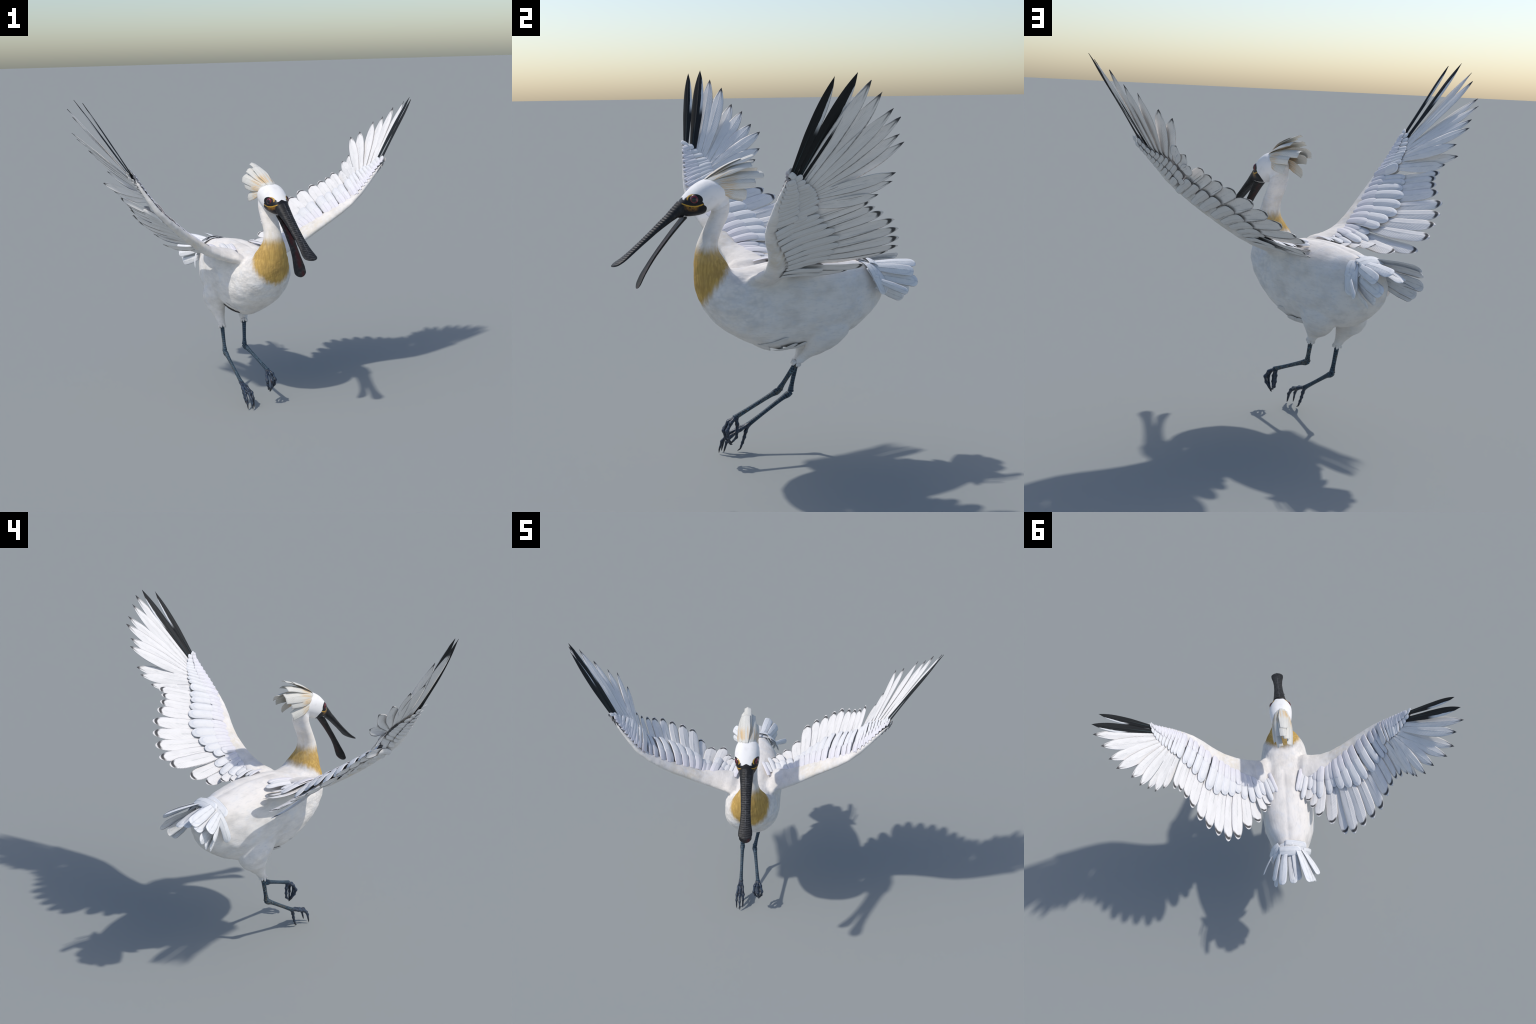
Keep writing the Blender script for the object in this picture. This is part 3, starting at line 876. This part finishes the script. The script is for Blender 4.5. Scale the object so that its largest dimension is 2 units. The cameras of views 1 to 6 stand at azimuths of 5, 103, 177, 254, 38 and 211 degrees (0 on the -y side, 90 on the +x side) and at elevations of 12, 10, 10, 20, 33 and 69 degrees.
M_EYE = eye_material()
bm = bmesh.new(); bmesh.ops.create_uvsphere(bm, u_segments=32, v_segments=20, radius=0.0245)
eye_me = bpy.data.meshes.new("eye"); bm.to_mesh(eye_me); bm.free()
eye_me.polygons.foreach_set("use_smooth", [True] * len(eye_me.polygons)); eye_me.materials.append(M_EYE)
for s in (1, -1):
    e = bpy.data.objects.new("eye", eye_me); bpy.context.scene.collection.objects.link(e)
    e.parent = OBJ["head"]; e.location = (0.3805, s * 0.0475, 1.3110); e.rotation_euler = (0, 0, -s * math.radians(24))

# ------------------------------------------------------------------ legs and feet
M_LEGS = {1: leg_material("leg_scales_left", 1), -1: leg_material("leg_scales_right", -1)}
M_TOE = toe_material()
mc = Mat("claw_horn", 0.35, 0.45)
M_CLAW = mc.done(mc.mix((0.012, 0.013, 0.016), (0.04, 0.045, 0.055), mc.noise((60, 60, 60), 1, 3)))


def tube(points, radii, n=16, per=6, squash=1.0):
    rows = catmull([(*p, r) for p, r in zip(points, radii)], per)
    rings = []
    x_prev = V((0, 1, 0))
    for i, r in enumerate(rows):
        a, b = rows[max(0, i - 1)], rows[min(len(rows) - 1, i + 1)]
        t = V((b - a)[:3]).normalized()
        y = t.cross(x_prev).normalized()
        x = y.cross(t).normalized()
        x_prev = x
        rings.append([V(r[:3]) + x * (r[3] * math.cos(k) * squash) + y * (r[3] * math.sin(k)) for k in np.linspace(0, 2 * math.pi, n, endpoint=False)])
    return loft(rings)


LOCAL = {}


def limb(name, pts, radii, mat, parent, n=16, per=6):
    """tube whose object axis runs along the limb, so that scale rings follow it"""
    a, b = V(pts[0]), V(pts[-1])
    z = (b - a).normalized()
    y = z.cross(V((0, 1, 0))).normalized() * -1
    y = V((0, 1, 0)) - z * z.y; y.normalize()
    x = y.cross(z)
    M = Matrix((x, y, z)).transposed().to_4x4(); M.translation = a
    Mi = M.inverted()
    v, f = tube(pts, radii, n, per)
    me = mesh_from(name, [Mi @ V(p) for p in v], f)
    me.materials.append(mat)
    o = bpy.data.objects.new(name, me); bpy.context.scene.collection.objects.link(o)
    o.parent = parent
    LOCAL[o.name] = M
    o.matrix_local = (LOCAL[parent.name].inverted() @ M) if parent is not root else M
    return o


LEGS = {
    1: dict(top=(-0.139, 0.019, 0.488), knee=(-0.052, -0.028, 0.329), ankle=(0.190, 0.002, 0.227)),
    -1: dict(top=(-0.189, -0.118, 0.462), knee=(-0.148, -0.122, 0.278), ankle=(0.076, -0.125, 0.136))}
TOES = {
    1: [  # clenched foot: front toes bend down and back, hind toe closes the ring
        [(0.190, 0.004, 0.225), (0.222, 0.022, 0.205), (0.243, 0.030, 0.172), (0.240, 0.025, 0.140), (0.226, 0.014, 0.112)],
        [(0.190, 0.002, 0.225), (0.228, 0.002, 0.206), (0.252, 0.003, 0.168), (0.243, 0.004, 0.128), (0.222, 0.005, 0.098)],
        [(0.190, 0.000, 0.225), (0.220, -0.018, 0.203), (0.240, -0.024, 0.168), (0.236, -0.018, 0.138), (0.222, -0.008, 0.112)],
        [(0.186, 0.002, 0.218), (0.182, 0.003, 0.190), (0.183, 0.004, 0.155), (0.188, 0.005, 0.125), (0.206, 0.006, 0.108)]],
    -1: [
        [(0.078, -0.128, 0.134), (0.128, -0.140, 0.116), (0.181, -0.148, 0.092), (0.204, -0.151, 0.062), (0.212, -0.152, 0.030)],
        [(0.078, -0.125, 0.134), (0.132, -0.126, 0.118), (0.190, -0.128, 0.096), (0.222, -0.129, 0.062), (0.233, -0.129, 0.030)],
        [(0.078, -0.122, 0.134), (0.128, -0.113, 0.116), (0.180, -0.105, 0.092), (0.204, -0.107, 0.062), (0.212, -0.109, 0.034)],
        [(0.082, -0.125, 0.130), (0.096, -0.124, 0.098), (0.104, -0.123, 0.070), (0.115, -0.122, 0.042), (0.124, -0.121, 0.022)]]}
CLAW_END = {1: [(0.212, 0.008, 0.098), (0.208, 0.005, 0.091), (0.208, -0.003, 0.098), (0.217, 0.006, 0.096)],
            -1: [(0.219, -0.152, 0.002), (0.239, -0.129, 0.003), (0.220, -0.110, 0.008), (0.144, -0.120, 0.002)]}
for s in (1, -1):
    g = LEGS[s]
    top, knee, ankle = V(g["top"]), V(g["knee"]), V(g["ankle"])
    dk = (knee - top)
    leg = limb("leg", [top + dk * 0.12, top + dk * 0.38, top + dk * 0.75, top + dk * 0.93, knee + (knee - ankle).normalized() * 0.004], [0.0135, 0.0120, 0.0112, 0.0146, 0.0158], M_LEGS[s], root)
    da = ankle - knee
    back = (knee - top).normalized() * 0.006
    limb("tarsus", [knee + back - da * 0.03, knee + back * 0.6 + da * 0.06, knee + da * 0.22, knee + da * 0.6, knee + da * 0.9, ankle + da * 0.03], [0.0130, 0.0168, 0.0120, 0.0104, 0.0116, 0.0132], M_LEGS[s], leg)
    for k, pts in enumerate(TOES[s]):
        r = [0.0115, 0.0100, 0.0098, 0.0080, 0.0055] if k < 3 else [0.0120, 0.0100, 0.0090, 0.0080, 0.0062]
        kp, kr = [], []
        for q in range(4):
            a_, b_ = V(pts[q]), V(pts[q + 1])
            for f_, m_ in ((0.0, 1.12), (0.3, 0.86), (0.7, 0.84)):
                kp.append(tuple(a_.lerp(b_, f_))); kr.append((r[q] * (1 - f_) + r[q + 1] * f_) * m_)
        kp.append(pts[4]); kr.append(r[4])
        limb("toe", kp, kr, M_TOE, leg, 12, 3)
        e, c = V(pts[-1]), V(CLAW_END[s][k])
        prev = V(pts[-2])
        st = (e - prev).normalized()
        limb("claw", [e - st * 0.006, e + st * (c - e).length * 0.35, e * 0.35 + c * 0.65 + st * 0.002, c], [0.0052, 0.0042, 0.0026, 0.0005], M_CLAW, leg, 10, 5)
    # ruffled feather cuff where the thigh plumage ends
    cuff_v, cuff_f = [], []
    rr = random.Random(40 + s)
    ax = dk.normalized()
    for k in range(9):
        a = 2 * math.pi * k / 9 + rr.uniform(-0.2, 0.2)
        side_v = V((0, 1, 0)) - ax * ax.y; side_v.normalize()
        up_v = ax.cross(side_v)
        rad = side_v * math.cos(a) + up_v * math.sin(a)
        p = top + ax * 0.012 + rad * 0.011
        q = top + ax * (0.030 + rr.uniform(0, 0.012)) + rad * (0.019 + rr.uniform(0, 0.005))
        v, f = tube([p, p * 0.5 + q * 0.5 + rad * 0.003, q], [0.006, 0.0075, 0.0030], 8, 3)
        o = len(cuff_v); cuff_v += v; cuff_f += [tuple(i + o for i in q_) for q_ in f]
    cm = mesh_from("feather_cuff", cuff_v, cuff_f)
    cuff = add_object("feather_cuff", cm, OBJ["thigh_L" if s > 0 else "thigh_R"], [M_PLUMAGE])
    cuff["kind"] = "stuff"


# ------------------------------------------------------------------ belly: overlapping feather plates behind the breast
def belly_band(x_front, x_back, y0, y1, lift_front, lift_back):
    rows = trunk_rows(TRUNK, 12)

    def surface(x, y):
        best = min(rows, key=lambda r: abs(r[1][0] - x))
        t, b, w = best
        k = max(0.0, 1 - (y / (w * 1.02)) ** 2)
        half = (t[1] - b[1]) / 2
        z = (t[1] + b[1]) / 2 - half * (k ** 0.54)
        return z
    nx, ny = 14, 26
    top, bot = [], []
    for i in range(nx + 1):
        u = i / nx
        for j in range(ny + 1):
            v = j / ny
            y = y0 + (y1 - y0) * v
            e = 4 * v * (1 - v)
            xb = x_back + (x_front - x_back) * (1 - e ** 0.6) * 0.75
            x = x_front + (xb - x_front) * u
            lift = lift_front + (lift_back - lift_front) * u ** 1.3
            z = surface(x, y - lean(0.58, x)) - lift * (0.05 + 0.95 * e)
            top.append((x, y, z)); bot.append((x, y, z + 0.006))
    n, off = ny + 1, len(top)
    faces = []
    for i in range(nx):
        for j in range(ny):
            a, b, c, d = i * n + j, i * n + j + 1, (i + 1) * n + j + 1, (i + 1) * n + j
            faces += [(a, b, c, d), (off + d, off + c, off + b, off + a)]
    rim = list(range(n)) + [i * n + n - 1 for i in range(1, nx + 1)] + [nx * n + j for j in range(n - 2, -1, -1)] + [i * n for i in range(nx - 1, 0, -1)]
    for a, b in zip(rim, rim[1:] + rim[:1]):
        faces.append((b, a, off + a, off + b))
    return mesh_from("belly_plate", top + bot, faces)


for xf, xb, y0, y1, lf, lb in ((0.14, 0.005, -0.15, 0.115, -0.006, 0.017), (0.05, -0.06, -0.135, 0.105, -0.008, 0.019), (-0.02, -0.125, -0.12, 0.09, -0.008, 0.019)):
    add_object("belly_plate", belly_band(xf, xb, y0, y1, lf, lb), OBJ["torso"], [M_PLUMAGE])


# flank flaps: broad loose feathers that wrap from the belly up in front of each thigh
for s in (1, -1):
    for k, (b, t, wd) in enumerate((((0.070, 0.045, 0.590), (-0.058, 0.126, 0.648), 0.092), ((-0.015, 0.030, 0.556), (-0.096, 0.108, 0.612), 0.080), ((-0.075, 0.025, 0.556), (-0.150, 0.100, 0.612), 0.066))):
        b = V((b[0], s * b[1] - 0.012, b[2])); t = V((t[0], s * t[1] - 0.012, t[2]))
        mid = (b + t) / 2
        n = V((0.0, mid.y + 0.012, mid.z - 0.76)).normalized()
        me = get_feather("covert", 0.07, s, M_UNDER, arch=0.10, thick=0.014, variant=k)
        put_feather("flank_feather", me, frame(b + n * 0.008, t + n * 0.020, n, wd), OBJ["torso"])
